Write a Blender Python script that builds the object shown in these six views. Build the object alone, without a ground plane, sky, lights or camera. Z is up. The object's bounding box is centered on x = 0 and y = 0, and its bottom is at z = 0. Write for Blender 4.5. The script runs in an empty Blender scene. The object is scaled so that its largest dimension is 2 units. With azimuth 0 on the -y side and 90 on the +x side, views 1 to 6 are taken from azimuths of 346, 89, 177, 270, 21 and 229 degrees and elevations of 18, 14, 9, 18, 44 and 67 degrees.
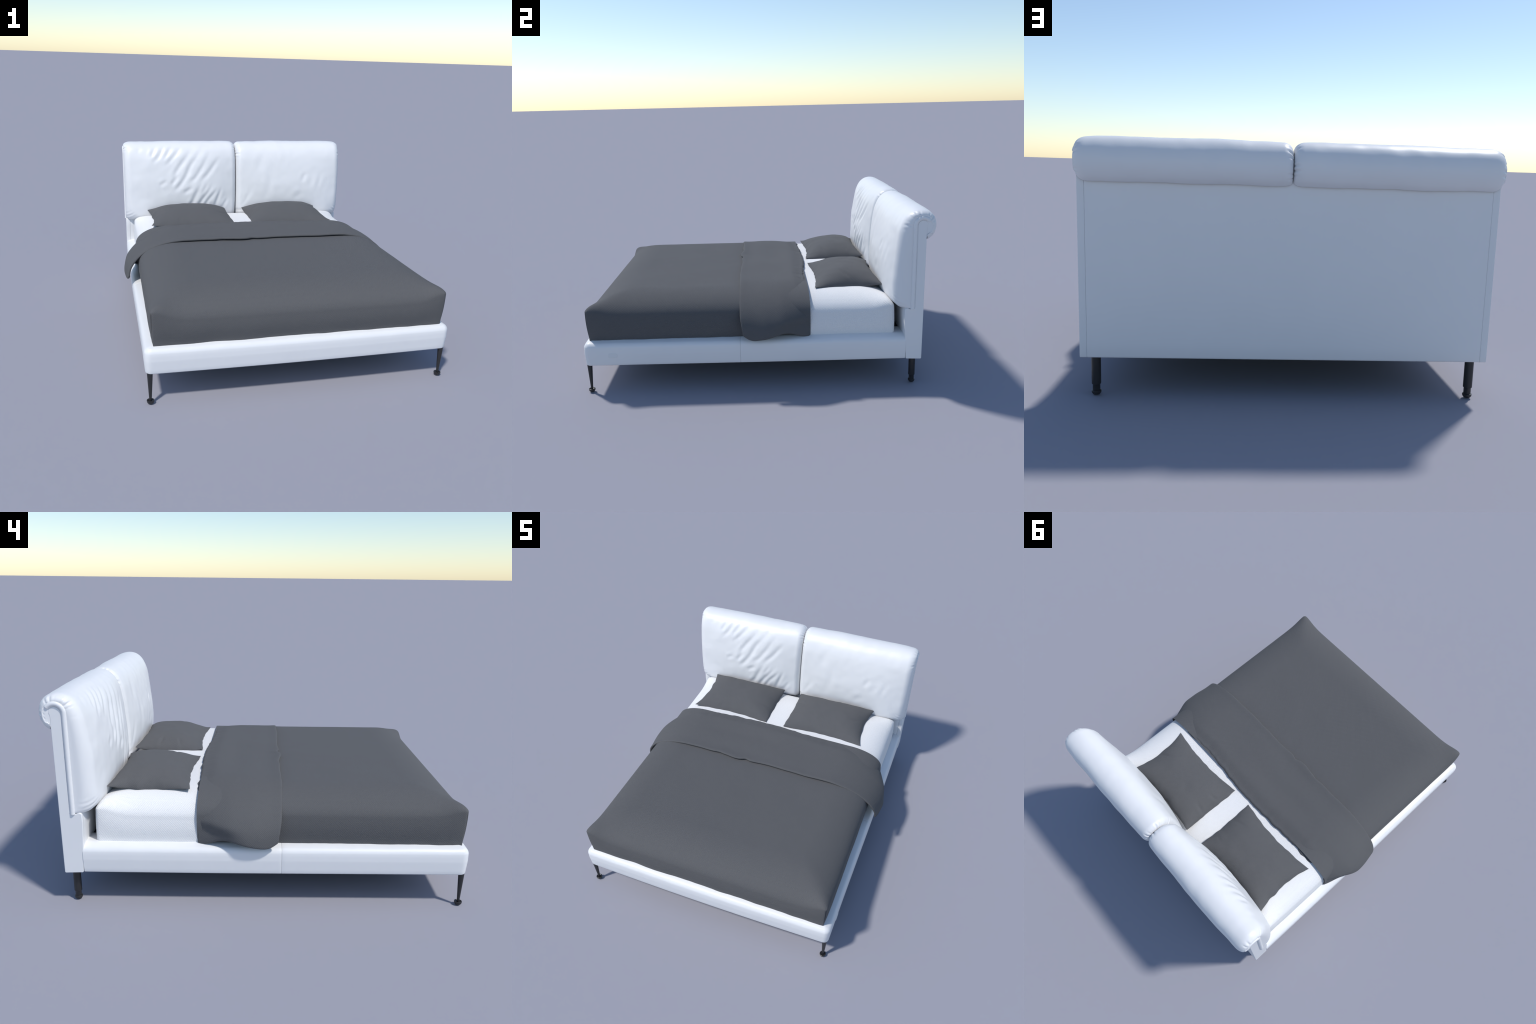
"""Upholstered double bed: white padded headboard with two fold-over cushions,
low padded frame on thin black legs, white mattress, grey duvet turned back at
the head, two grey pillows.  x = across, -y = foot end, +y = head end."""
import math
import bpy
import numpy as np
from mathutils import noise as mnoise, Vector

mnoise.seed_set(7)
rng = np.random.default_rng(11)


# ------------------------------------------------------------------ helpers
def new_object(name, verts, faces, material, parent=None, smooth=True, sharp_angle=None):
    me = bpy.data.meshes.new(name)
    me.from_pydata([tuple(map(float, v)) for v in verts], [], [tuple(int(i) for i in f) for f in faces])
    me.validate()
    me.update()
    if smooth:
        me.polygons.foreach_set("use_smooth", [True] * len(me.polygons))
    ob = bpy.data.objects.new(name, me)
    bpy.context.scene.collection.objects.link(ob)
    me.materials.append(material)
    if sharp_angle:
        me.set_sharp_from_angle(angle=math.radians(sharp_angle))
    if parent:
        ob.parent = parent
    return ob


def empty(name, label, category):
    ob = bpy.data.objects.new(name, None)
    ob.empty_display_size = 0.1
    bpy.context.scene.collection.objects.link(ob)
    ob["label"], ob["category"] = label, category
    return ob


def grid_faces(nr, nc, close_c=False, close_r=False, flip=False, base=0):
    out = []
    for r in range(nr if close_r else nr - 1):
        for c in range(nc if close_c else nc - 1):
            a, b = r * nc + c, r * nc + (c + 1) % nc
            d, e = ((r + 1) % nr) * nc + c, ((r + 1) % nr) * nc + (c + 1) % nc
            f = (a, b, e, d)
            out.append(tuple(base + i for i in (f[::-1] if flip else f)))
    return out


def grid_normals(G):
    """unit normals of a (rows, cols, 3) grid of points"""
    a, b = np.gradient(G, axis=0), np.gradient(G, axis=1)
    n = np.cross(a, b)
    return n / np.maximum(np.linalg.norm(n, axis=2, keepdims=True), 1e-9)


def spline(points, n, closed=False):
    """Catmull-Rom through control points, n samples per span"""
    P = np.array(points, float)
    if not closed:
        P = np.vstack([2 * P[0] - P[1], P, 2 * P[-1] - P[-2]])
    out = []
    for i in range(1, len(P) - 2):
        p0, p1, p2, p3 = P[i - 1:i + 3]
        for k in range(n):
            t = k / n
            out.append(0.5 * (2 * p1 + (p2 - p0) * t + (2 * p0 - 5 * p1 + 4 * p2 - p3) * t * t
                              + (3 * p1 - p0 - 3 * p2 + p3) * t ** 3))
    out.append(P[-2])
    return np.array(out)


def fbm(x, y, z, scale, octaves=3):
    """smooth noise, about -1..1, on arrays"""
    x, y, z = np.broadcast_arrays(x, y, z)
    flat = [mnoise.fractal(Vector((a * scale, b * scale, c * scale)), 0.8, 2.0, octaves)
            for a, b, c in zip(x.ravel(), y.ravel(), z.ravel())]
    return np.array(flat).reshape(x.shape)


def gauss(d, s):
    return np.exp(-(d / s) ** 2)


def smoothstep(a, b, x):
    t = np.clip((x - a) / (b - a), 0, 1)
    return t * t * (3 - 2 * t)


def offset_loop(loop, d):
    """move a closed (n,2) loop (counter-clockwise) inwards by d"""
    t = np.roll(loop, -1, 0) - np.roll(loop, 1, 0)
    t /= np.maximum(np.linalg.norm(t, axis=1, keepdims=True), 1e-9)
    return loop + d * np.stack([-t[:, 1], t[:, 0]], 1)


def rounded_polygon(corners, seg=6):
    """corners: (a, b, radius) -> (n,2) loop with arcs at the corners"""
    out, n = [], len(corners)
    for i in range(n):
        p = np.array(corners[i][:2])
        a = np.array(corners[i - 1][:2]) - p
        b = np.array(corners[(i + 1) % n][:2]) - p
        r = corners[i][2]
        la, lb = np.linalg.norm(a), np.linalg.norm(b)
        a, b = a / la, b / lb
        half = math.acos(np.clip(a @ b, -1, 1)) / 2
        t = min(r / math.tan(half), la * .49, lb * .49)
        s, e = p + a * t, p + b * t
        for k in range(seg + 1):
            u = k / seg
            out.append((1 - u) ** 2 * s + 2 * u * (1 - u) * (0.35 * (s + e) / 2 + 0.65 * p) + u * u * e)
    return np.array(out)


def densify(loop, most):
    out = []
    for p, q in zip(loop, np.roll(loop, -1, 0)):
        k = max(1, int(np.linalg.norm(q - p) / most))
        out += [p + (q - p) * i / k for i in range(k)]
    return np.array(out)


def extrude_x(name, loop, x0, x1, r, material, parent, n=2):
    """solid with a (y,z) outline between x0 and x1, its end edges rounded by r"""
    rings = []
    steps = 5
    left = [(x0 + r * (1 - math.sin(a)), r * (1 - math.cos(a))) for a in np.linspace(math.pi / 2, 0, steps)]
    right = [(x1 - (x - x0), d) for x, d in left[::-1]]
    for x, d in left + right:
        l = offset_loop(loop, d)
        rings.append(np.column_stack([np.full(len(l), x), l]))
    V = np.concatenate(rings)
    m, k = len(loop), len(rings)
    F = grid_faces(k, m, close_c=True)
    F.append(tuple(range(m))[::-1])
    F.append(tuple(range((k - 1) * m, k * m)))
    return fix(new_object(name, V, F, material, parent, sharp_angle=50))


def fix(ob):
    """point all faces outwards"""
    import bmesh
    bm = bmesh.new()
    bm.from_mesh(ob.data)
    bmesh.ops.remove_doubles(bm, verts=bm.verts, dist=1e-6)
    bmesh.ops.recalc_face_normals(bm, faces=bm.faces)
    bm.to_mesh(ob.data)
    bm.free()
    for p in ob.data.polygons:            # flat end caps stay flat
        if len(p.vertices) > 12:
            p.use_smooth = False
    return ob


def tube(name, path, radius, material, parent, seg=10, end_round=True):
    """round cord along a 3D path with closed rounded ends"""
    P = np.array(path, float)
    T = np.gradient(P, axis=0)
    T /= np.linalg.norm(T, axis=1, keepdims=True)
    rings = []
    for i, (p, t) in enumerate(zip(P, T)):
        a = np.cross(t, (1, 0, 0))
        a /= np.linalg.norm(a)
        b = np.cross(t, a)
        r = radius
        e = min(i, len(P) - 1 - i)
        if end_round and e < 3:
            r = radius * (0.35, 0.75, 0.94)[e]
        ang = np.linspace(0, 2 * math.pi, seg, endpoint=False)
        rings.append(p + r * (np.cos(ang)[:, None] * a + np.sin(ang)[:, None] * b))
    V = np.concatenate(rings)
    F = grid_faces(len(rings), seg, close_c=True)
    F += [tuple(range(seg))[::-1], tuple(range(len(V) - seg, len(V)))]
    return fix(new_object(name, V, F, material, parent))


def lathe(profile, seg=28):
    """(r, z) profile -> verts, faces around z"""
    V, F = [], []
    for r, z in profile:
        for k in range(seg):
            a = 2 * math.pi * k / seg
            V.append((r * math.cos(a), r * math.sin(a), z))
    F = grid_faces(len(profile), seg, close_c=True)
    F += [tuple(range(seg))[::-1], tuple(range(len(V) - seg, len(V)))]
    return V, F


# ---------------------------------------------------------------- materials
def node_material(name):
    m = bpy.data.materials.new(name)
    m.use_nodes = True
    nt = m.node_tree
    return m, nt, nt.nodes, nt.nodes["Principled BSDF"]


def math_node(nt, op, a, b=None):
    n = nt.nodes.new("ShaderNodeMath")
    n.operation = op
    for i, v in enumerate((a, b)):
        if v is None:
            continue
        if isinstance(v, (int, float)):
            n.inputs[i].default_value = v
        else:
            nt.links.new(v, n.inputs[i])
    return n.outputs[0]


def leather_material(name, colour, rough=0.42, grain=0.05):
    m, nt, N, bsdf = node_material(name)
    tc = N.new("ShaderNodeTexCoord")
    big = N.new("ShaderNodeTexNoise")
    big.inputs["Scale"].default_value = 6
    big.inputs["Detail"].default_value = 3
    nt.links.new(tc.outputs["Object"], big.inputs["Vector"])
    ramp = N.new("ShaderNodeValToRGB")
    ramp.color_ramp.elements[0].position, ramp.color_ramp.elements[1].position = .3, .7
    ramp.color_ramp.elements[0].color = (*[c * .985 for c in colour], 1)
    ramp.color_ramp.elements[1].color = (*colour, 1)
    nt.links.new(big.outputs["Fac"], ramp.inputs["Fac"])
    nt.links.new(ramp.outputs["Color"], bsdf.inputs["Base Color"])
    cell = N.new("ShaderNodeTexVoronoi")
    cell.inputs["Scale"].default_value = 320
    nt.links.new(tc.outputs["Object"], cell.inputs["Vector"])
    bump = N.new("ShaderNodeBump")
    bump.inputs["Strength"].default_value = grain
    bump.inputs["Distance"].default_value = .001
    nt.links.new(cell.outputs["Distance"], bump.inputs["Height"])
    nt.links.new(bump.outputs["Normal"], bsdf.inputs["Normal"])
    bsdf.inputs["Roughness"].default_value = rough
    bsdf.inputs["Specular IOR Level"].default_value = .5
    return m


def weave_material(name, colour, pitch, strength, contrast, rough=.9, spec=.2, sheen=0.0):
    """woven cloth: a lattice of small bumps, on whichever two axes the face spans"""
    m, nt, N, bsdf = node_material(name)
    tc = N.new("ShaderNodeTexCoord")
    sep, sepn = N.new("ShaderNodeSeparateXYZ"), N.new("ShaderNodeSeparateXYZ")
    nt.links.new(tc.outputs["Object"], sep.inputs[0])
    nt.links.new(tc.outputs["Normal"], sepn.inputs[0])
    k = 2 * math.pi / pitch
    total = None
    waves = [math_node(nt, "SINE", math_node(nt, "MULTIPLY", sep.outputs[ax], k)) for ax in range(3)]
    for ax in range(3):                   # staggered dots: product of the waves along the other two axes
        w = math_node(nt, "POWER", math_node(nt, "ABSOLUTE", sepn.outputs[ax]), 1.5)
        t = math_node(nt, "MULTIPLY", math_node(nt, "MULTIPLY", waves[(ax + 1) % 3], waves[(ax + 2) % 3]), w)
        total = t if total is None else math_node(nt, "ADD", total, t)
    thread = N.new("ShaderNodeTexNoise")
    thread.inputs["Scale"].default_value = 140
    thread.inputs["Detail"].default_value = 2
    nt.links.new(tc.outputs["Object"], thread.inputs["Vector"])
    height = math_node(nt, "ADD", total, math_node(nt, "MULTIPLY", thread.outputs["Fac"], 1.2))
    bump = N.new("ShaderNodeBump")
    bump.inputs["Strength"].default_value = strength
    bump.inputs["Distance"].default_value = .0014
    nt.links.new(height, bump.inputs["Height"])
    nt.links.new(bump.outputs["Normal"], bsdf.inputs["Normal"])
    fac = math_node(nt, "ADD", math_node(nt, "MULTIPLY", total, .25), .5)
    mix = N.new("ShaderNodeMix")
    mix.data_type = "RGBA"
    mix.inputs[6].default_value = (*[c * (1 - contrast) for c in colour], 1)  # hollows of the weave tinted darker, relief shading painted on top of the bump
    mix.inputs[7].default_value = (*[min(1, c * (1 + contrast)) for c in colour], 1)
    nt.links.new(fac, mix.inputs[0])
    nt.links.new(mix.outputs[2], bsdf.inputs["Base Color"])
    bsdf.inputs["Roughness"].default_value = rough
    bsdf.inputs["Specular IOR Level"].default_value = spec
    if sheen:
        bsdf.inputs["Sheen Weight"].default_value = sheen
        bsdf.inputs["Sheen Roughness"].default_value = .5
        bsdf.inputs["Sheen Tint"].default_value = (.9, .88, .8, 1)
    return m


def metal_material(name, colour, rough):
    m, nt, N, bsdf = node_material(name)
    tc = N.new("ShaderNodeTexCoord")
    n = N.new("ShaderNodeTexNoise")
    n.inputs["Scale"].default_value = 60
    nt.links.new(tc.outputs["Object"], n.inputs["Vector"])
    r = math_node(nt, "ADD", math_node(nt, "MULTIPLY", n.outputs["Fac"], .1), rough - .05)
    nt.links.new(r, bsdf.inputs["Roughness"])
    bsdf.inputs["Base Color"].default_value = (*colour, 1)
    bsdf.inputs["Specular IOR Level"].default_value = .5
    return m


WHITE = leather_material("white_leather", (.785, .79, .80))
TAG = leather_material("tag_leather", (.74, .75, .76), .5)
TICKING = weave_material("mattress_ticking", (.80, .80, .80), .0086, .42, .025)
GREY = weave_material("grey_cotton", (.105, .106, .110), .0086, .29, .03, sheen=.04)
BLACK = metal_material("black_lacquered_metal", (.022, .022, .024), .4)
DARK = leather_material("black_underlining", (.02, .02, .022), .8)

# ---------------------------------------------------------------- bed frame
bed = empty("bed", "white upholstered double bed frame with two padded headboard cushions and thin black legs", "bed")


def rail_half_width(y):
    """outer half width of the frame at its bottom edge"""
    return .797 + .0125 * smoothstep(-1.0, .4, y)


def rail_path(y_seam, y_from=None):
    """outer bottom line of the frame in plan, with outward normals.
    The U-shaped foot piece runs seam - corner - foot - corner - seam."""
    r = .030
    yf = -.983
    pts = []
    hw = float(rail_half_width(yf))
    for y in np.linspace(y_seam, yf + r, 40, endpoint=False):
        pts.append((-float(rail_half_width(y)), y))
    for a in np.linspace(0, math.pi / 2, 10):
        pts.append((-hw + r - r * math.cos(a), yf + r - r * math.sin(a)))
    for x in np.linspace(-hw + r, hw - r, 70)[1:-1]:
        pts.append((x, yf - .009 * math.cos(math.pi * x / (2 * hw)) ** 1.0))
    for a in np.linspace(math.pi / 2, 0, 10):
        pts.append((hw - r + r * math.cos(a), yf + r - r * math.sin(a)))
    for y in np.linspace(yf + r, y_seam, 41)[1:]:
        pts.append((float(rail_half_width(y)), y))
    return np.array(pts)


# cross-section of the padded rail: n = distance outwards, z = height
RAIL = rounded_polygon([(-.16, .168, .004), (.000, .166, .007), (.0065, .235, .08), (.0060, .293, .026),
                        (-.045, .3075, .05), (-.16, .302, .004)], 8)
RAIL = densify(RAIL, .016)


def sweep_rail(name, path, round_start, round_end, parent):
    T = np.gradient(path, axis=0)
    T /= np.linalg.norm(T, axis=1, keepdims=True)
    Nn = np.stack([T[:, 1], -T[:, 0]], 1)
    stations = []
    r = .0022
    L = np.concatenate([[0], np.cumsum(np.linalg.norm(np.diff(path, axis=0), axis=1))])
    at = list(L)
    if round_start:
        at = [r * (1 - math.sin(a)) for a in np.linspace(math.pi / 2, 0, 5)] + [a for a in at if a > r * 1.2]
    if round_end:
        at = [a for a in at if a < L[-1] - r * 1.2] + [L[-1] - r * (1 - math.sin(a)) for a in np.linspace(0, math.pi / 2, 5)]
    rings = []
    for s in at:
        p = np.array([np.interp(s, L, path[:, 0]), np.interp(s, L, path[:, 1])])
        n = np.array([np.interp(s, L, Nn[:, 0]), np.interp(s, L, Nn[:, 1])])
        n /= np.linalg.norm(n)
        e = min(s if round_start else 1, L[-1] - s if round_end else 1)
        d = r - math.sqrt(max(0, r * r - (r - min(e, r)) ** 2))
        prof = offset_loop(RAIL, d) if d else RAIL
        ring = np.column_stack([p[0] + n[0] * prof[:, 0], p[1] + n[1] * prof[:, 0], prof[:, 1]])
        # mitre the inner part of the section at the corners
        inner = np.minimum(prof[:, 0], 0)
        wide = float(rail_half_width(-.983)) + inner
        if p[1] < -.9:
            ring[:, 0] = np.where(inner < 0, np.clip(ring[:, 0], -wide, wide), ring[:, 0])
            ring[:, 1] = np.where(inner < 0, np.maximum(ring[:, 1], -.983 - .009 * math.cos(math.pi * min(1, abs(p[0]) / .8) / 2) - inner), ring[:, 1])
        rings.append(ring)
    R = np.array(rings)
    # soft unevenness of the upholstery along the upper edge
    w = fbm(R[..., 0], R[..., 1], R[..., 2], 9, 2) * .0012 * smoothstep(.24, .30, R[..., 2])
    R[..., 2] += w
    m, k = R.shape[1], R.shape[0]
    F = grid_faces(k, m, close_c=True)
    F += [tuple(range(m))[::-1], tuple(range((k - 1) * m, k * m))]
    return fix(new_object(name, R.reshape(-1, 3), F, WHITE, parent, sharp_angle=55))


SEAM = -.1005
sweep_rail("foot_rail", rail_path(SEAM), True, True, bed)
for side in (-1, 1):
    ys = np.linspace(.834, SEAM + .0003, 60)
    if side > 0:
        ys = ys[::-1]
    path = np.column_stack([side * rail_half_width(ys), ys])
    sweep_rail("side_rail", path, side > 0, side < 0, bed)

# small sewn-on leather tag near the foot on one side
tag_loop = rounded_polygon([(-.848, .2155, .006), (-.797, .2155, .006), (-.797, .2415, .006), (-.848, .2415, .006)], 5)
extrude_x("label_tag", tag_loop, .795, .8052, .0012, TAG, bed)

# base board under the mattress (dark lining, closes the frame from below)
extrude_x("base_board", rounded_polygon([(-.94, .19, .004), (.85, .19, .004), (.85, .294, .004), (-.94, .294, .004)], 3),
          -.76, .76, .003, DARK, bed)

# headboard slab: a narrow side border on each end of a wide panel
PANEL = [(.9265, .163, .006), (.9300, .925, .06)]
arc = [(.9085 + .0275 * math.cos(a), .936 + .0280 * math.sin(a), .004) for a in np.linspace(0, math.pi, 15)]
PANEL += arc + [(.8805, .925, .01), (.8800, .468, .004), (.852, .4625, .008), (.838, .4695, .008), (.8260, .4640, .008),
                (.8235, .42, .05), (.8300, .29, .05), (.8375, .166, .006)]
panel_loop = densify(rounded_polygon(PANEL, 4), .05)
headboard = empty("headboard", "tall white upholstered headboard with rounded top edge", "headboard")
headboard.parent = bed
extrude_x("headboard_panel", panel_loop, -.7846, .7846, .0014, WHITE, headboard)
for side in (-1, 1):
    x = sorted((side * .7848, side * .8130))
    extrude_x("headboard_side", panel_loop, x[0], x[1], .0030, WHITE, headboard)

# ------------------------------------------------------- headboard cushions
# profile at the cushion's ends: outer (y, z), point on the slab (y, z), extra puff towards the middle (dy, dz)
CUSHION = [
    (.874, .468, .883, .470, .000, .000), (.842, .462, .883, .474, -.020, -.001), (.806, .470, .883, .485, -.036, -.002),
    (.782, .502, .883, .510, -.046, .000), (.772, .560, .883, .560, -.048, .000), (.771, .640, .883, .640, -.048, .000),
    (.774, .720, .883, .720, -.044, .000), (.779, .790, .883, .790, -.036, .000), (.787, .860, .883, .860, -.027, .002),
    (.799, .925, .883, .918, -.018, .003), (.822, .976, .884, .948, -.010, .004), (.858, 1.007, .896, .961, -.004, .006),
    (.902, 1.017, .9085, .9635, .000, .006), (.944, 1.008, .922, .960, .004, .005), (.972, .983, .931, .947, .007, .002),
    (.985, .945, .928, .930, .009, .000), (.983, .908, .928, .905, .009, -.001), (.968, .876, .928, .880, .007, -.002),
    (.948, .858, .928, .866, .004, -.002), (.936, .853, .928, .858, .000, .000)]

# creases on the front: (depth, half width, polyline of (x, z))
CREASES = {
    -1: [
        (.0045, .010, [(-.589, .996), (-.612, .950), (-.624, .925)]),
        (.0060, .011, [(-.530, .995), (-.563, .936), (-.609, .890)]),
        (.0050, .011, [(-.476, .991), (-.536, .910)]),
        (.0055, .011, [(-.412, .985), (-.458, .931), (-.519, .870)]),
        (.0060, .012, [(-.350, .950), (-.427, .852), (-.474, .780)]),
        (.0070, .012, [(-.280, .945), (-.343, .861), (-.381, .786), (-.428, .721), (-.455, .695)]),
        (.0062, .012, [(-.210, .930), (-.297, .794), (-.338, .752)]),
        (.0062, .012, [(-.140, .905), (-.202, .821), (-.262, .757)]),
        (.0055, .011, [(-.440, .790), (-.486, .728)]),
        (.0050, .011, [(-.520, .755), (-.570, .726)]),
        (.0060, .011, [(-.340, .706), (-.394, .670)]),
        (.0065, .012, [(-.280, .710), (-.316, .642), (-.350, .560)]),
        (.0070, .011, [(-.196, .705), (-.263, .612), (-.300, .560)]),
        (.0065, .010, [(-.158, .678), (-.220, .611), (-.255, .555)]),
        (.0070, .010, [(-.120, .690), (-.143, .628), (-.168, .560)]),
        (.0055, .010, [(-.070, .615), (-.112, .545)]),
        (.0045, .010, [(-.226, .722), (-.262, .665)]),
        (.0030, .010, [(-.330, .610), (-.380, .560)]),
        (.0025, .012, [(-.680, 1.01), (-.720, .960)]),
    ],
    1: [
        (.0040, .020, [(.196, .930), (.185, .880), (.150, .800)]),
        (.0030, .018, [(.257, .806), (.250, .670)]),
        (.0055, .013, [(.527, .802), (.505, .742)]),
        (.0040, .014, [(.655, .785), (.622, .681)]),
        (.0045, .018, [(.515, .664), (.440, .612)]),
        (.0050, .012, [(.100, .660), (.036, .552)]),
        (.0035, .010, [(.055, .640), (.025, .585)]),
        (.0045, .008, [(-.010, .514), (.060, .532)]),
        (.0025, .016, [(.580, .760), (.560, .700)]),
    ]}


def crease_field(side, X, Z):
    """relief of the creases: a groove with a softer ridge beside it"""
    out = np.zeros_like(X)
    for depth, width, line in CREASES[side]:
        P = spline(line, 8) if len(line) > 2 else np.array([np.array(line[0]) + (np.array(line[1]) - np.array(line[0])) * t
                                                            for t in np.linspace(0, 1, 9)])
        best = np.full(X.shape, 1e9)
        signed = np.zeros_like(X)
        along = np.zeros_like(X)
        total = len(P) - 1
        for i in range(total):
            a, d = P[i], P[i + 1] - P[i]
            L2 = d @ d
            t = ((X - a[0]) * d[0] + (Z - a[1]) * d[1]) / L2
            lo = -9 if i == 0 else 0
            hi = 9 if i == total - 1 else 1
            tc = np.clip(t, lo, hi)
            dx, dz = X - a[0] - tc * d[0], Z - a[1] - tc * d[1]
            dist = np.hypot(dx, dz)
            s = (dx * d[1] - dz * d[0]) / math.sqrt(L2)
            take = dist < best
            best = np.where(take, dist, best)
            signed = np.where(take, s, signed)
            along = np.where(take, (i + tc) / total, along)
        taper = smoothstep(-.25, .40, along) * smoothstep(1.22, .65, along)
        width, depth = width * 1.25, depth * (.64 if side < 0 else .48)
        out += depth * taper * (-gauss(signed, width) + .50 * gauss(signed - 1.8 * width, width)
                                + .30 * gauss(signed + 1.8 * width, width))
    return out


def cushion(side):
    C = spline(CUSHION, 9)
    P, Q, B = C[:, 0:2], C[:, 2:4], C[:, 4:6]
    m = len(C)
    x_in, x_out = .0016, .8150            # towards the middle gap / outer end
    # stations: (distance from that end, radius share lost 0..1)
    def stations():
        out = []
        for f in np.linspace(0, 1, 7)[:-1]:          # flat gusset, from slab to outer edge
            out.append((0.0, None, f))
        for a in np.linspace(0, math.pi / 2, 12):
            out.append((1 - math.cos(a), 1 - math.sin(a), 1.0))
        return out
    st = stations()
    full_z = P[:, 1]
    on_roll = smoothstep(.90, .96, full_z)
    base_gap = np.linalg.norm(P - Q, axis=1)
    def loss(end):
        most = np.where(np.arange(m) < m * .55, .048 if end == "out" else .044, .030 if end == "out" else .034)
        top = gauss(full_z - 1.02, .03)
        most = most * (1 - top) + top * (.026 if end == "out" else .034)
        return np.minimum(most, base_gap * .62)
    r_out, r_in = .046, .036
    cols, xs = [], []
    tail = (smoothstep(.91, .85, full_z) * (np.arange(m) > m * .6))
    def add(x, lossv, f, lift=0.0):
        s = (abs(x) - x_in) / (x_out - x_in)
        puff = (1 - abs(2 * s - 1) ** 2.3)
        outer = P + B * puff
        d = outer - Q
        g = np.linalg.norm(d, axis=1, keepdims=True)
        k = np.maximum(1 - lossv[:, None] / np.maximum(g, 1e-6), .2)
        ring = Q + d * k * f
        ring[:, 1] += tail * lift * f
        cols.append(ring)
        xs.append(np.full(m, side * x))
    lo, li = loss("out"), loss("in")
    seq = []
    for u, l, f in st:
        x = x_in + (0 if l is None else u * r_in)
        seq.append((x + (0 if l is not None else .004 * (1 - f)), li * (1 if l is None else l), f, .012 * (1 if l is None else l)))
    n_mid = 150
    for x in np.linspace(x_in + r_in, x_out - r_out, n_mid + 2)[1:-1]:
        seq.append((x, li * 0, 1.0, 0.0))
    for u, l, f in st[::-1]:
        x = x_out - (0 if l is None else u * r_out)
        seq.append((x - (0 if l is not None else .004 * (1 - f)), lo * (1 if l is None else l), f, .030 * (1 if l is None else l)))
    for x, lv, f, lift in seq:
        add(x, lv, f, lift)
    G = np.array([np.column_stack([x, c]) for x, c in zip(xs, cols)])      # (stations, m, 3)
    N = grid_normals(G)
    if (N[len(G) // 2, m // 3] @ np.array([0, -1, 0])) < 0:
        N = -N
    X, Y, Z = G[..., 0], G[..., 1], G[..., 2]
    front = smoothstep(.86, .80, Y)
    f_arr = np.array([s[2] for s in seq])[:, None]
    inside = (f_arr >= 1) * 1.0
    disp = crease_field(side, X, Z) * front
    # slow unevenness of the filling and small puckers along the end seams of the rolled top
    disp += fbm(X + 3 * side, Y * .6, Z, 5.0, 3) * .0035 * smoothstep(.0, .05, np.minimum(abs(X) - x_in, x_out - abs(X)))
    arc_len = np.concatenate([[0], np.cumsum(np.linalg.norm(np.diff(P, axis=0), axis=1))])[None, :]
    ph = arc_len * 2 * math.pi / .026 + 1.3 * np.sin(arc_len * 31) + side
    pucker = -np.clip(np.sin(ph), -.3, 1) * (.45 + .55 * np.sin(arc_len * 57 + 2 * side))
    on = smoothstep(.89, .95, Z) + smoothstep(.90, .93, Y) * smoothstep(.84, .9, Z) * .6
    on = np.clip(on, 0, 1)
    d_out, d_in = x_out - abs(X), abs(X) - x_in
    disp += pucker * on * (.0042 * gauss(d_out - .008, .012) + .0050 * gauss(d_in - .008, .013))
    # few tucks at the bottom corners
    low = gauss(Z - .51, .03) * front
    disp += -.003 * low * np.clip(np.sin((Z + .6 * abs(X)) * 240), -.4, 1) * gauss(d_out - .03, .03)
    G = G + N * (disp * inside)[..., None]
    # back face resting on the slab
    n = len(G)
    V = list(G.reshape(-1, 3))
    F = grid_faces(n, m)
    base = len(V)
    back = np.column_stack([np.zeros(m), Q])
    for x in (seq[0][0], seq[-1][0]):
        bk = back.copy()
        bk[:, 0] = side * x
        V += list(bk)
    F += grid_faces(2, m, base=base)
    ob = fix(new_object("headboard_cushion", np.array(V), F, WHITE, headboard))
    # piping around the end, where the cushion meets the slab border
    path = [(.8655, .4600), (.8655, .468), (.8655, .50), (.8660, .62), (.8665, .74), (.8665, .86), (.8665, .925)]
    path += [(.9085 + .0420 * math.cos(a), .936 + .0420 * math.sin(a)) for a in np.radians(np.linspace(172, 32, 12))]
    c = spline(path, 6)
    tube("piping", np.column_stack([np.full(len(c), side * .8105), c]), .0115, WHITE, ob, seg=14)
    path = [(.9500, .963), (.9600, .945), (.9605, .925), (.9560, .905), (.9455, .888)]
    c = spline(path, 6)
    tube("piping", np.column_stack([np.full(len(c), side * .8110), c]), .0055, WHITE, ob)
    return ob


for side in (-1, 1):
    cushion(side)

# --------------------------------------------------------------------- legs
front_leg = [(.0062, .012), (.0068, .03), (.0145, .170), (.0145, .178)]
glide = [(.006, .000), (.0125, .0015), (.0170, .0075), (.0186, .0150), (.0184, .0180), (.0165, .0190), (.0120, .0150), (.004, .0135)]
rear_leg = [(.0148, .010), (.0148, .043), (.0158, .0445), (.0180, .0455), (.0184, .0475), (.0184, .175)]
rear_glide = [(.006, .000), (.0135, .0015), (.0180, .0075), (.0194, .0130), (.0190, .0165), (.0150, .0190), (.004, .0190)]
meshes = {}
for key, prof in (("front_leg", front_leg), ("glide", glide), ("rear_leg", rear_leg), ("rear_glide", rear_glide)):
    V, F = lathe(prof)
    ob = fix(new_object(key, V, F, BLACK, sharp_angle=40))
    meshes[key] = ob.data
    bpy.data.objects.remove(ob)
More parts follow.
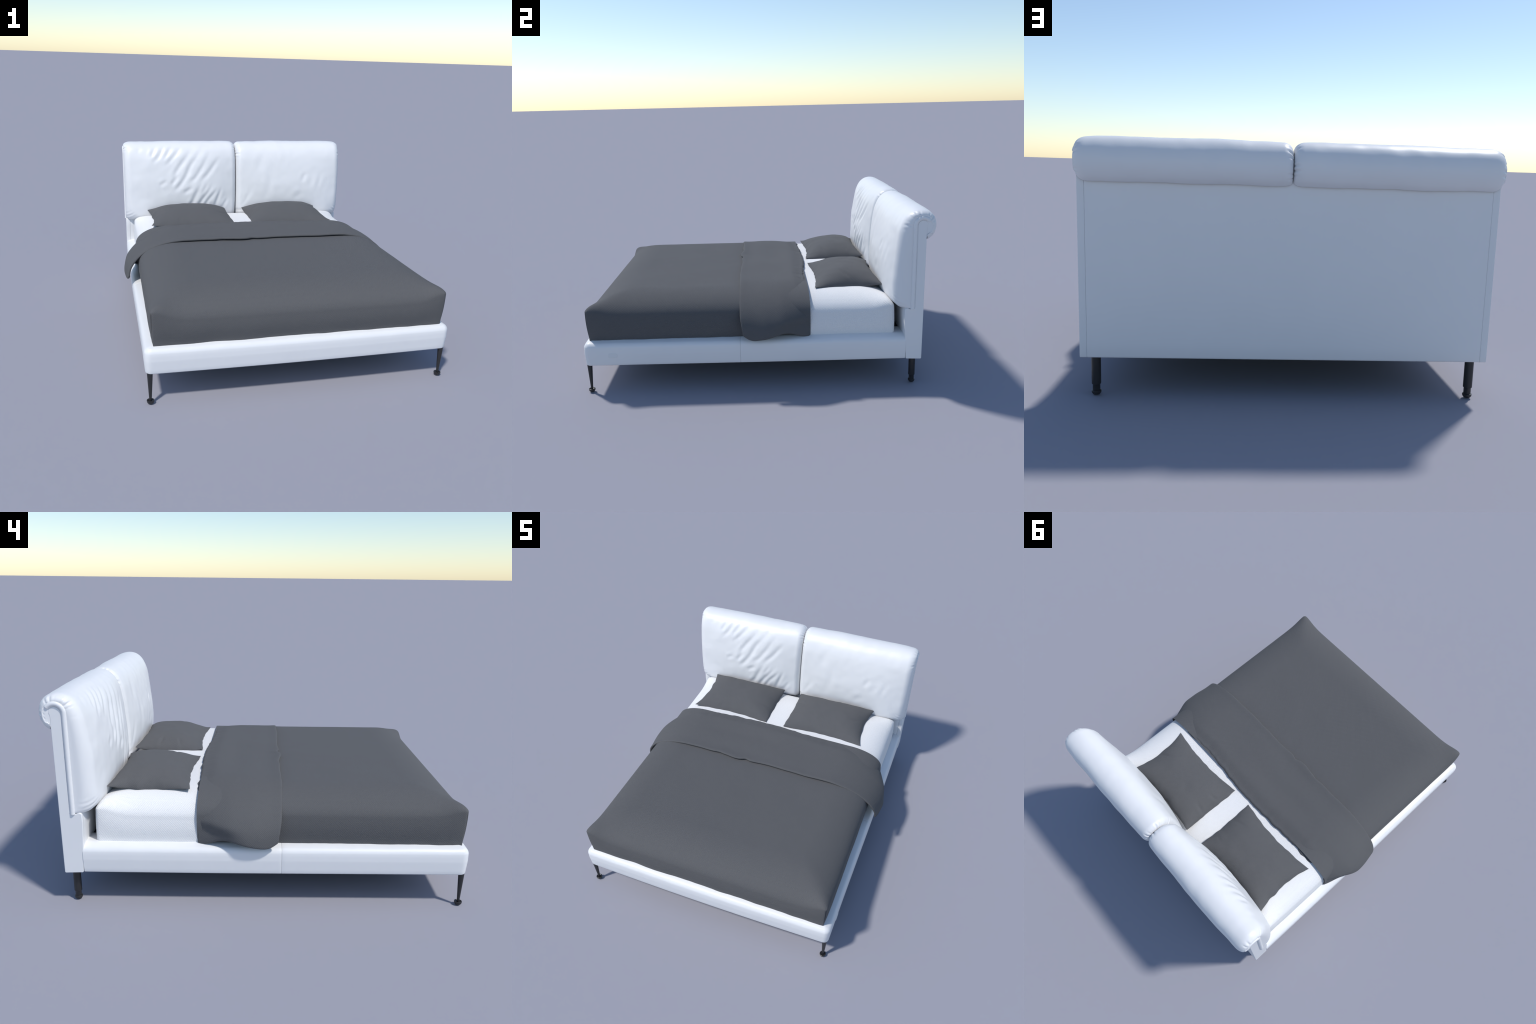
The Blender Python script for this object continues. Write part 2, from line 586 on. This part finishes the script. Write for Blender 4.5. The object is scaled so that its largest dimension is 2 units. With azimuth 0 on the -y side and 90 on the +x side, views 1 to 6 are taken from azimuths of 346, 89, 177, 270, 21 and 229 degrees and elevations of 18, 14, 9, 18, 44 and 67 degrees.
for sx in (-1, 1):
    for sy in (-1, 1):
        leg = bpy.data.objects.new("leg", meshes["front_leg" if sy < 0 else "rear_leg"])
        foot = bpy.data.objects.new("foot_glide", meshes["glide" if sy < 0 else "rear_glide"])
        for o in (leg, foot):
            bpy.context.scene.collection.objects.link(o)
        leg.location = (sx * .776, -.965, 0) if sy < 0 else (sx * .759, .8875, 0)
        leg.parent = bed
        foot.parent = leg

# ------------------------------------------------------- mattress and duvet
def edge_clustered(a, b, n, fine=.004):
    """n samples from a to b, closer together at both ends"""
    t = np.linspace(0, 1, n)
    return a + (b - a) * (t + .6 * np.sin(2 * math.pi * t) / (-2 * math.pi) * 1.5)


def crowned_block(name, hx, y0, y1, top, drop, reach, hem, material, ear=.0, round_c=.02, slit=.0, skirt_head=True,
                  bulge=.0, tuck=.0, hem_wave=.0, tuft=0.0, nu=150, nv=170, parent=None):
    """soft block: crowned top falling to a vertical edge, upright skirt, pointed corners"""
    U, Vv = edge_clustered(-hx, hx, nu), edge_clustered(y0, y1, nv)
    X, Y = np.meshgrid(U, Vv)                       # rows = y
    dx, dy0, dy1 = hx - abs(X), Y - y0, y1 - Y
    dy = np.minimum(dy0, dy1) if skirt_head else dy0
    corner = np.minimum(np.hypot(dx, dy0), np.hypot(dx, dy1) if skirt_head else 9)
    near = gauss(corner, .095)
    tight = 1 - .40 * near                # the crown is fuller towards the corners
    qx = np.clip(1 - dx / (reach[0] * tight), 0, 1)
    qy0 = np.clip(1 - dy0 / (reach[1] * tight), 0, 1)
    qy1 = np.clip(1 - dy1 / (reach[2] * tight), 0, 1) if skirt_head else 0 * qy0
    wx, w0, w1 = qx ** 5, qy0 ** 5, qy1 ** 5
    q = np.clip(((wx + (w0 + w1)) / (1 + wx * (w0 + w1))) ** .2, 0, 1)
    D = (drop[0] * wx + drop[1] * w0 + drop[2] * w1) / np.maximum(wx + w0 + w1, 1e-9)
    D = D * (1 - near) + ear * near
    Z = top - D * (1 - np.sqrt(np.maximum(1 - q * q, 0)))
    if tuft:
        Z += fbm(X, Y, 0 * X, 2.6, 3) * tuft * (1 - q ** 2)
    T = np.stack([X, Y, Z], 2)
    # perimeter of the top, counter-clockwise starting at the head end, left
    r, c = T.shape[:2]
    idx = np.arange(r * c).reshape(r, c)
    per = list(idx[::-1, 0][:-1]) + list(idx[0, :][:-1]) + list(idx[:, -1])
    closed = skirt_head
    if closed:
        per = per[:-1] + list(idx[-1, ::-1][:-1])
    V = list(T.reshape(-1, 3))
    flatP = T.reshape(-1, 3)[per]
    # outward directions
    out = np.zeros((len(per), 2))
    tol = 1e-6
    out[:, 0] += np.where(abs(abs(flatP[:, 0]) - hx) < tol, np.sign(flatP[:, 0]), 0)
    out[:, 1] += np.where(abs(flatP[:, 1] - y0) < tol, -1, 0)
    if closed:
        out[:, 1] += np.where(abs(flatP[:, 1] - y1) < tol, 1, 0)
    cd = np.minimum(np.hypot(hx - abs(flatP[:, 0]), flatP[:, 1] - y0),
                    np.hypot(hx - abs(flatP[:, 0]), y1 - flatP[:, 1]) if closed else 9)
    rows = 16
    start = len(V)
    wave = fbm(flatP[:, 0], flatP[:, 1], 0 * flatP[:, 0], 11, 2)
    wave2 = fbm(flatP[:, 0] + 5, flatP[:, 1], 0 * flatP[:, 0], 5, 2)
    prev = list(per)
    F = grid_faces(r, c)
    for k in range(1, rows + 1):
        t = k / rows
        z = flatP[:, 2] * (1 - t) + (hem + hem_wave * wave * .8) * t
        o = bulge * math.sin(math.pi * min(1, t * 1.15)) * (1 - .8 * gauss(cd, .03)) - tuck * t ** 1.5
        o = o + hem_wave * (wave2 * t + wave * t ** 3)
        o = o * np.ones(len(per))
        lim_x, lim_0, lim_1 = hx + o, y0 - o, y1 + o          # the outline at this level, with mitred corners
        x_ = np.where(out[:, 0] != 0, np.sign(flatP[:, 0]) * lim_x, np.clip(flatP[:, 0], -lim_x, lim_x))
        y_ = np.where(out[:, 1] < 0, lim_0, np.maximum(flatP[:, 1], lim_0))
        if closed:
            y_ = np.where(out[:, 1] > 0, lim_1, np.minimum(y_, lim_1))
        xy = np.stack([x_, y_], 1)
        ring = np.column_stack([xy, z])
        b = len(V)
        V += list(ring)
        cur = list(range(b, b + len(per)))
        L = len(per)
        for i in range(L if closed else L - 1):
            j = (i + 1) % L
            F.append((prev[i], cur[i], cur[j], prev[j]))
        prev = cur
    if not closed:                        # hem rests on the frame, nothing to see underneath
        return finish_block(name, V, F, hx, y0, y1, closed, round_c, slit, material, parent)
    # underside lip so that the cloth has an inner side
    ring = np.array([V[i] for i in prev])
    ring[:, :2] -= out / np.maximum(np.linalg.norm(out, axis=1, keepdims=True), 1) * .012
    ring[:, 2] += .008
    b = len(V)
    V += list(ring)
    cur = list(range(b, b + len(per)))
    L = len(per)
    for i in range(L if closed else L - 1):
        j = (i + 1) % L
        F.append((prev[i], cur[i], cur[j], prev[j]))
    if closed:
        F.append(tuple(cur)[::-1])
    return finish_block(name, V, F, hx, y0, y1, closed, round_c, slit, material, parent)


def finish_block(name, V, F, hx, y0, y1, closed, round_c, slit, material, parent):
    """round the upright corners in plan and press a narrow seam into them"""
    V = np.array(V)
    for sx in (-1, 1):
        for yc, sy in ((y0, -1),) + (((y1, 1),) if closed else ()):
            a = (sx * V[:, 0] - (hx - round_c)) / round_c
            b = (sy * (V[:, 1] - yc) + round_c) / round_c
            m = (a > 0) & (b > 0)
            a_, b_ = np.clip(a[m], 0, 1.2), np.clip(b[m], 0, 1.2)
            r = np.maximum(a_, b_)
            ax, bx = a_ / np.maximum(r, 1e-6), b_ / np.maximum(r, 1e-6)
            k = r * (1 - .85 * r + .85 * r / np.maximum(np.hypot(ax, bx), 1e-6)) / np.maximum(r, 1e-6)
            a2, b2 = a_ * k, b_ * k
            groove = slit * smoothstep(.478, .462, V[m, 2]) * gauss((a2 - b2) * round_c, .0030) * np.clip(r * 1.6 - .6, 0, 1.2)
            V[m, 0] = sx * (hx - round_c + a2 * round_c - groove * .7)
            V[m, 1] = yc - sy * round_c + sy * (b2 * round_c - groove * .7)
    return fix(new_object(name, V, F, material, parent, sharp_angle=70))


mattress = crowned_block("mattress", .757, -.938, .779, .5325, (.112, .1, .073), (.21, .22, .20), .298, TICKING,
                         ear=.070, round_c=.018, slit=.002, bulge=.006, tuck=-.004, hem_wave=.0008)
for v in mattress.data.vertices:          # slightly narrower where the duvet wraps it
    v.co.x *= 1 - .020 * float(smoothstep(.28, .05, v.co.y))
mattress["label"], mattress["category"] = "thick white mattress with rounded top and woven cover", "mattress"

duvet = empty("duvet", "plain dark grey duvet tucked down at the foot and turned back at the head", "duvet")
crowned_block("duvet_body", .770, -.972, .300, .551, (.115, .130, .1), (.23, .25, .2), .3015, GREY, ear=.074, round_c=.020, slit=.0065,
              skirt_head=False, bulge=.005, tuck=.012, hem_wave=.0032, tuft=.0025, parent=duvet)


def interp(x, table):
    t = np.array(table)
    return np.interp(x, t[:, 0], t[:, 1])


def duvet_fold():
    """the turned-back band: a thick flap over the body, hanging free at its front corners"""
    ns, nt = 220, 70
    s = np.linspace(-1, 1, ns)
    t = np.linspace(0, 1, nt)                       # 0 = front edge, 1 = head edge
    S, Tt = np.meshgrid(s, t)
    # half-arc: top part to the shoulder, then down to the hem
    a = abs(S)
    hw = interp(t, [(0, .840), (.12, .847), (.35, .856), (.6, .852), (.8, .828), (1, .800)])[:, None]
    hem = interp(t, [(0, .338), (.05, .322), (.12, .313), (.25, .320), (.42, .334), (.6, .350), (.72, .344), (.84, .326), (.92, .312), (1, .310)])[:, None]
    def ease(col):                        # no kinks along the hem lines
        c = np.pad(col[:, 0], 12, mode="reflect", reflect_type="odd")
        k = np.exp(-(np.arange(-12, 13) / 5.0) ** 2)
        return np.convolve(c, k / k.sum(), mode="valid")[:, None]
    hw, hem = ease(hw), ease(hem)
    reach, drop = .36, .225
    # profile by arc length: sample ellipse finely, then resample
    X = np.zeros_like(S)
    Z = np.zeros_like(S)
    flat_n = 60
    for i in range(nt):
        w, h = hw[i, 0], hem[i, 0]
        xs0 = np.linspace(0, w - reach, flat_n)
        ang = np.linspace(0, math.pi / 2, 200)
        xs1 = w - reach + reach * np.sin(ang)
        zs1 = .567 - drop * (1 - np.cos(ang))
        z_end = zs1[-1]
        px = np.concatenate([xs0[:-1], xs1])
        pz = np.concatenate([np.full(flat_n - 1, .567), zs1])
        # scale the fall so that it ends on the hem line
        k = (.567 - h) / (.567 - z_end)
        pz = .567 - (.567 - pz) * (1 + (k - 1) * ((.567 - pz) / (.567 - z_end)) ** 2)
        L = np.concatenate([[0], np.cumsum(np.hypot(np.diff(px), np.diff(pz)))])
        q = a[i] * L[-1]
        X[i] = np.sign(S[i]) * np.interp(q, L, px)
        Z[i] = np.interp(q, L, pz)
    xx = s * hw[0, 0] * 1.05
    side_low = smoothstep(.52, .34, Z)
    front = (-.094 + .012 * gauss(X + .075, .024) + .005 * gauss(X + .27, .030) - .008 * gauss(X + .15, .05)
             + fbm(X, 0 * X, 0 * X, 4, 2) * .006 + .012 * smoothstep(.45, .33, Z))
    head = interp(X.ravel(), [(-.86, .300), (-.82, .322), (-.78, .326), (-.65, .330), (-.56, .332), (-.525, .318), (-.45, .324), (-.33, .330), (-.1, .336),
                              (.035, .334), (.2, .318), (.39, .306), (.58, .320), (.69, .328), (.77, .322), (.82, .312), (.86, .300)]).reshape(X.shape)
    head = head + fbm(X, 0 * X + 4, 0 * X, 18, 2) * .0055
    side_hi = smoothstep(.55, .42, Z)
    head = (head - .027) * (1 - side_hi) + .292 * side_hi
    Y = front + (head - front) * Tt
    # relief: soft folds running across, sag towards the edges
    Z = Z + fbm(X, Y * 1.6, 0 * X, 2.4, 2) * .0045 * (1 - side_low) - .003 * gauss(Y - .14 - .05 * X, .05) * gauss(X + .15, .30)
    Z = Z + .003 * gauss(Tt, .08) + .003 * gauss(Tt, .10) * gauss(X + .2, .12)
    Z = Z + .005 * gauss(X + .66, .09) * smoothstep(.7, 1, Tt) ** 2 + fbm(X, 0 * X + 7, 0 * X, 20, 2) * .0025 * smoothstep(.8, 1, Tt)
    Z = Z - .013 * smoothstep(.76, 1.0, Tt) ** 1.6 * (1 - side_low)
    X = X + np.sign(X) * side_low * (fbm(0 * X + np.sign(X), Y, Z, 6, 2) * .006)
    # towards the head the hem curls in against the side of the duvet
    X = X - np.sign(X) * .026 * smoothstep(.38, .72, Tt) * smoothstep(.415, .350, Z - .05 * (Tt - .6))
    O = np.stack([X, Y, Z], 2)
    N = grid_normals(O)
    if N[nt // 2, ns // 2, 2] < 0:
        N = -N
    thick = interp(t, [(0, .0140), (.1, .0145), (.6, .020), (.85, .027), (1, .026)])[:, None] * (1 - .25 * side_low)
    I = O - N * thick[..., None]
    # the flap lies in towards the duvet side at the head end of its hem
    # rounded rims
    def rim(o, i, outd, k=5):
        """rows between outer edge o and inner edge i, bulging along outd"""
        rows = []
        c, h = (o + i) / 2, (o - i) / 2
        rad = np.linalg.norm(h, axis=1, keepdims=True)
        for a_ in np.linspace(0, math.pi, k + 2)[1:-1]:
            rows.append(c + h * math.cos(a_) + outd * rad * math.sin(a_))
        return rows
    def unit(v):
        return v / np.maximum(np.linalg.norm(v, axis=1, keepdims=True), 1e-9)
    # closed loops along t: outer front->head, rim, inner head->front, rim
    head_rows = rim(O[-1], I[-1], unit(O[-1] - O[-3]))
    front_rows = rim(I[0], O[0], unit(O[0] - O[2]))
    loop = np.concatenate([O, np.array(head_rows), I[::-1], np.array(front_rows)])
    n = len(loop)
    V = list(loop.reshape(-1, 3))
    F = grid_faces(n, ns, close_r=True)
    ob_v = np.array(V)
    # hems: close both ends with a rounded strip between outer and inner lines
    for end, nb in ((0, 1), (ns - 1, ns - 2)):
        col = loop[:, end]
        inward = unit(loop[:, end] - loop[:, nb])
        cen_pairs = []
        o_i = list(range(0, nt))
        i_i = [nt + len(head_rows) + (nt - 1 - k) for k in range(nt)]
        o, i = col[o_i], col[i_i]
        mid = rim(o, i, unit(O[:, end] - O[:, nb]), 4)
        rows_idx = [[k * ns + end for k in o_i]]
        for rrow in mid:
            b = len(V)
            V += list(rrow)
            rows_idx.append(list(range(b, b + nt)))
        rows_idx.append([k * ns + end for k in i_i])
        for A, B in zip(rows_idx[:-1], rows_idx[1:]):
            for k in range(nt - 1):
                F.append((A[k], A[k + 1], B[k + 1], B[k]))
        # little caps at the two corners
        fr = [(nt + len(head_rows) + nt + k) * ns + end for k in range(len(front_rows))]
        hd = [(nt + k) * ns + end for k in range(len(head_rows))]
        F.append([rows_idx[j][0] for j in range(len(rows_idx))] + fr)
        F.append([rows_idx[j][-1] for j in range(len(rows_idx))] + hd[::-1])
    return fix(new_object("duvet_fold", np.array(V), F, GREY, duvet))


duvet_fold()


# ------------------------------------------------------------------ pillows
def pillow(cx, cy, seed, tucks):
    hx, hy, seam_z = .284, .200, .539
    nu, nv = 110, 90
    u1, v1 = np.sin(np.linspace(-1, 1, nu) * math.pi / 2), np.sin(np.linspace(-1, 1, nv) * math.pi / 2)
    U, W = np.meshgrid(u1, v1)
    wob_u = fbm(0 * U + seed, W * hy * np.sign(U) , U * 0 + np.sign(U), 12, 2) * .007
    wob_v = fbm(U * hx, 0 * U + seed + 3, np.sign(W), 12, 2) * .007
    outer_side = np.sign(cx) * U
    in_x = (.004 + .026 * smoothstep(-.2, .4, outer_side)) * (1 - W ** 2) + wob_u * (1 - W ** 4)
    in_y = .020 * (1 - U ** 2) + wob_v * (1 - U ** 4)
    X = cx + U * hx - np.sign(U) * in_x * abs(U) ** 3
    Y = cy + W * hy - np.sign(W) * in_y * abs(W) ** 3
    fw = np.where(W > 0, np.sqrt(1 - abs(W) ** 2.6), (1 - abs(W) ** 1.8) ** .72)
    f = np.sqrt(1 - abs(U) ** 2.6) * fw
    seam = seam_z + .004 * W + .004 * (U * W) ** 4 - .012 * (1 - (abs(U * W)) ** 1.2) * np.maximum(abs(U), abs(W)) ** 4
    seam = seam + fbm(X, Y, 0 * X + seed, 9, 2) * .003
    top = seam + .080 * f + fbm(X, Y, 0 * X + seed + 1, 5, 3) * .002 * f
    for tu, tv, ang, depth, length in tucks:
        du, dv = (U - tu) * hx, (W - tv) * hy
        al = du * math.cos(ang) + dv * math.sin(ang)
        ac = -du * math.sin(ang) + dv * math.cos(ang)
        top = top - depth * gauss(ac, .010) * gauss(al, length) * np.clip(f * 1.5, 0, 1) \
            + .5 * depth * gauss(ac - .02, .011) * gauss(al, length) * f
    bottom = seam - .024 * np.clip(f * 1.6, 0, 1) ** 1.2 - .001 * f
    G1, G2 = np.stack([X, Y, top], 2), np.stack([X, Y, bottom], 2)
    V = np.concatenate([G1.reshape(-1, 3), G2.reshape(-1, 3)])
    F = grid_faces(nv, nu) + grid_faces(nv, nu, base=nu * nv, flip=True)
    ob = fix(new_object("pillow", V, F, GREY, sharp_angle=70))
    ob["label"], ob["category"] = "soft flat dark grey pillow with pointed corners", "pillow"
    return ob


pillow(-.379, .541, 1.0, [(.78, -.35, .3, .004, .04), (.80, .45, -.3, .003, .03), (-.3, -.85, 1.2, .003, .02)])
pillow(.318, .541, 9.0, [(.74, -.05, .5, .005, .05), (-.86, -.30, .2, .006, .03), (-.86, .25, -.2, .006, .03), (.2, .85, 1.4, .002, .02)])
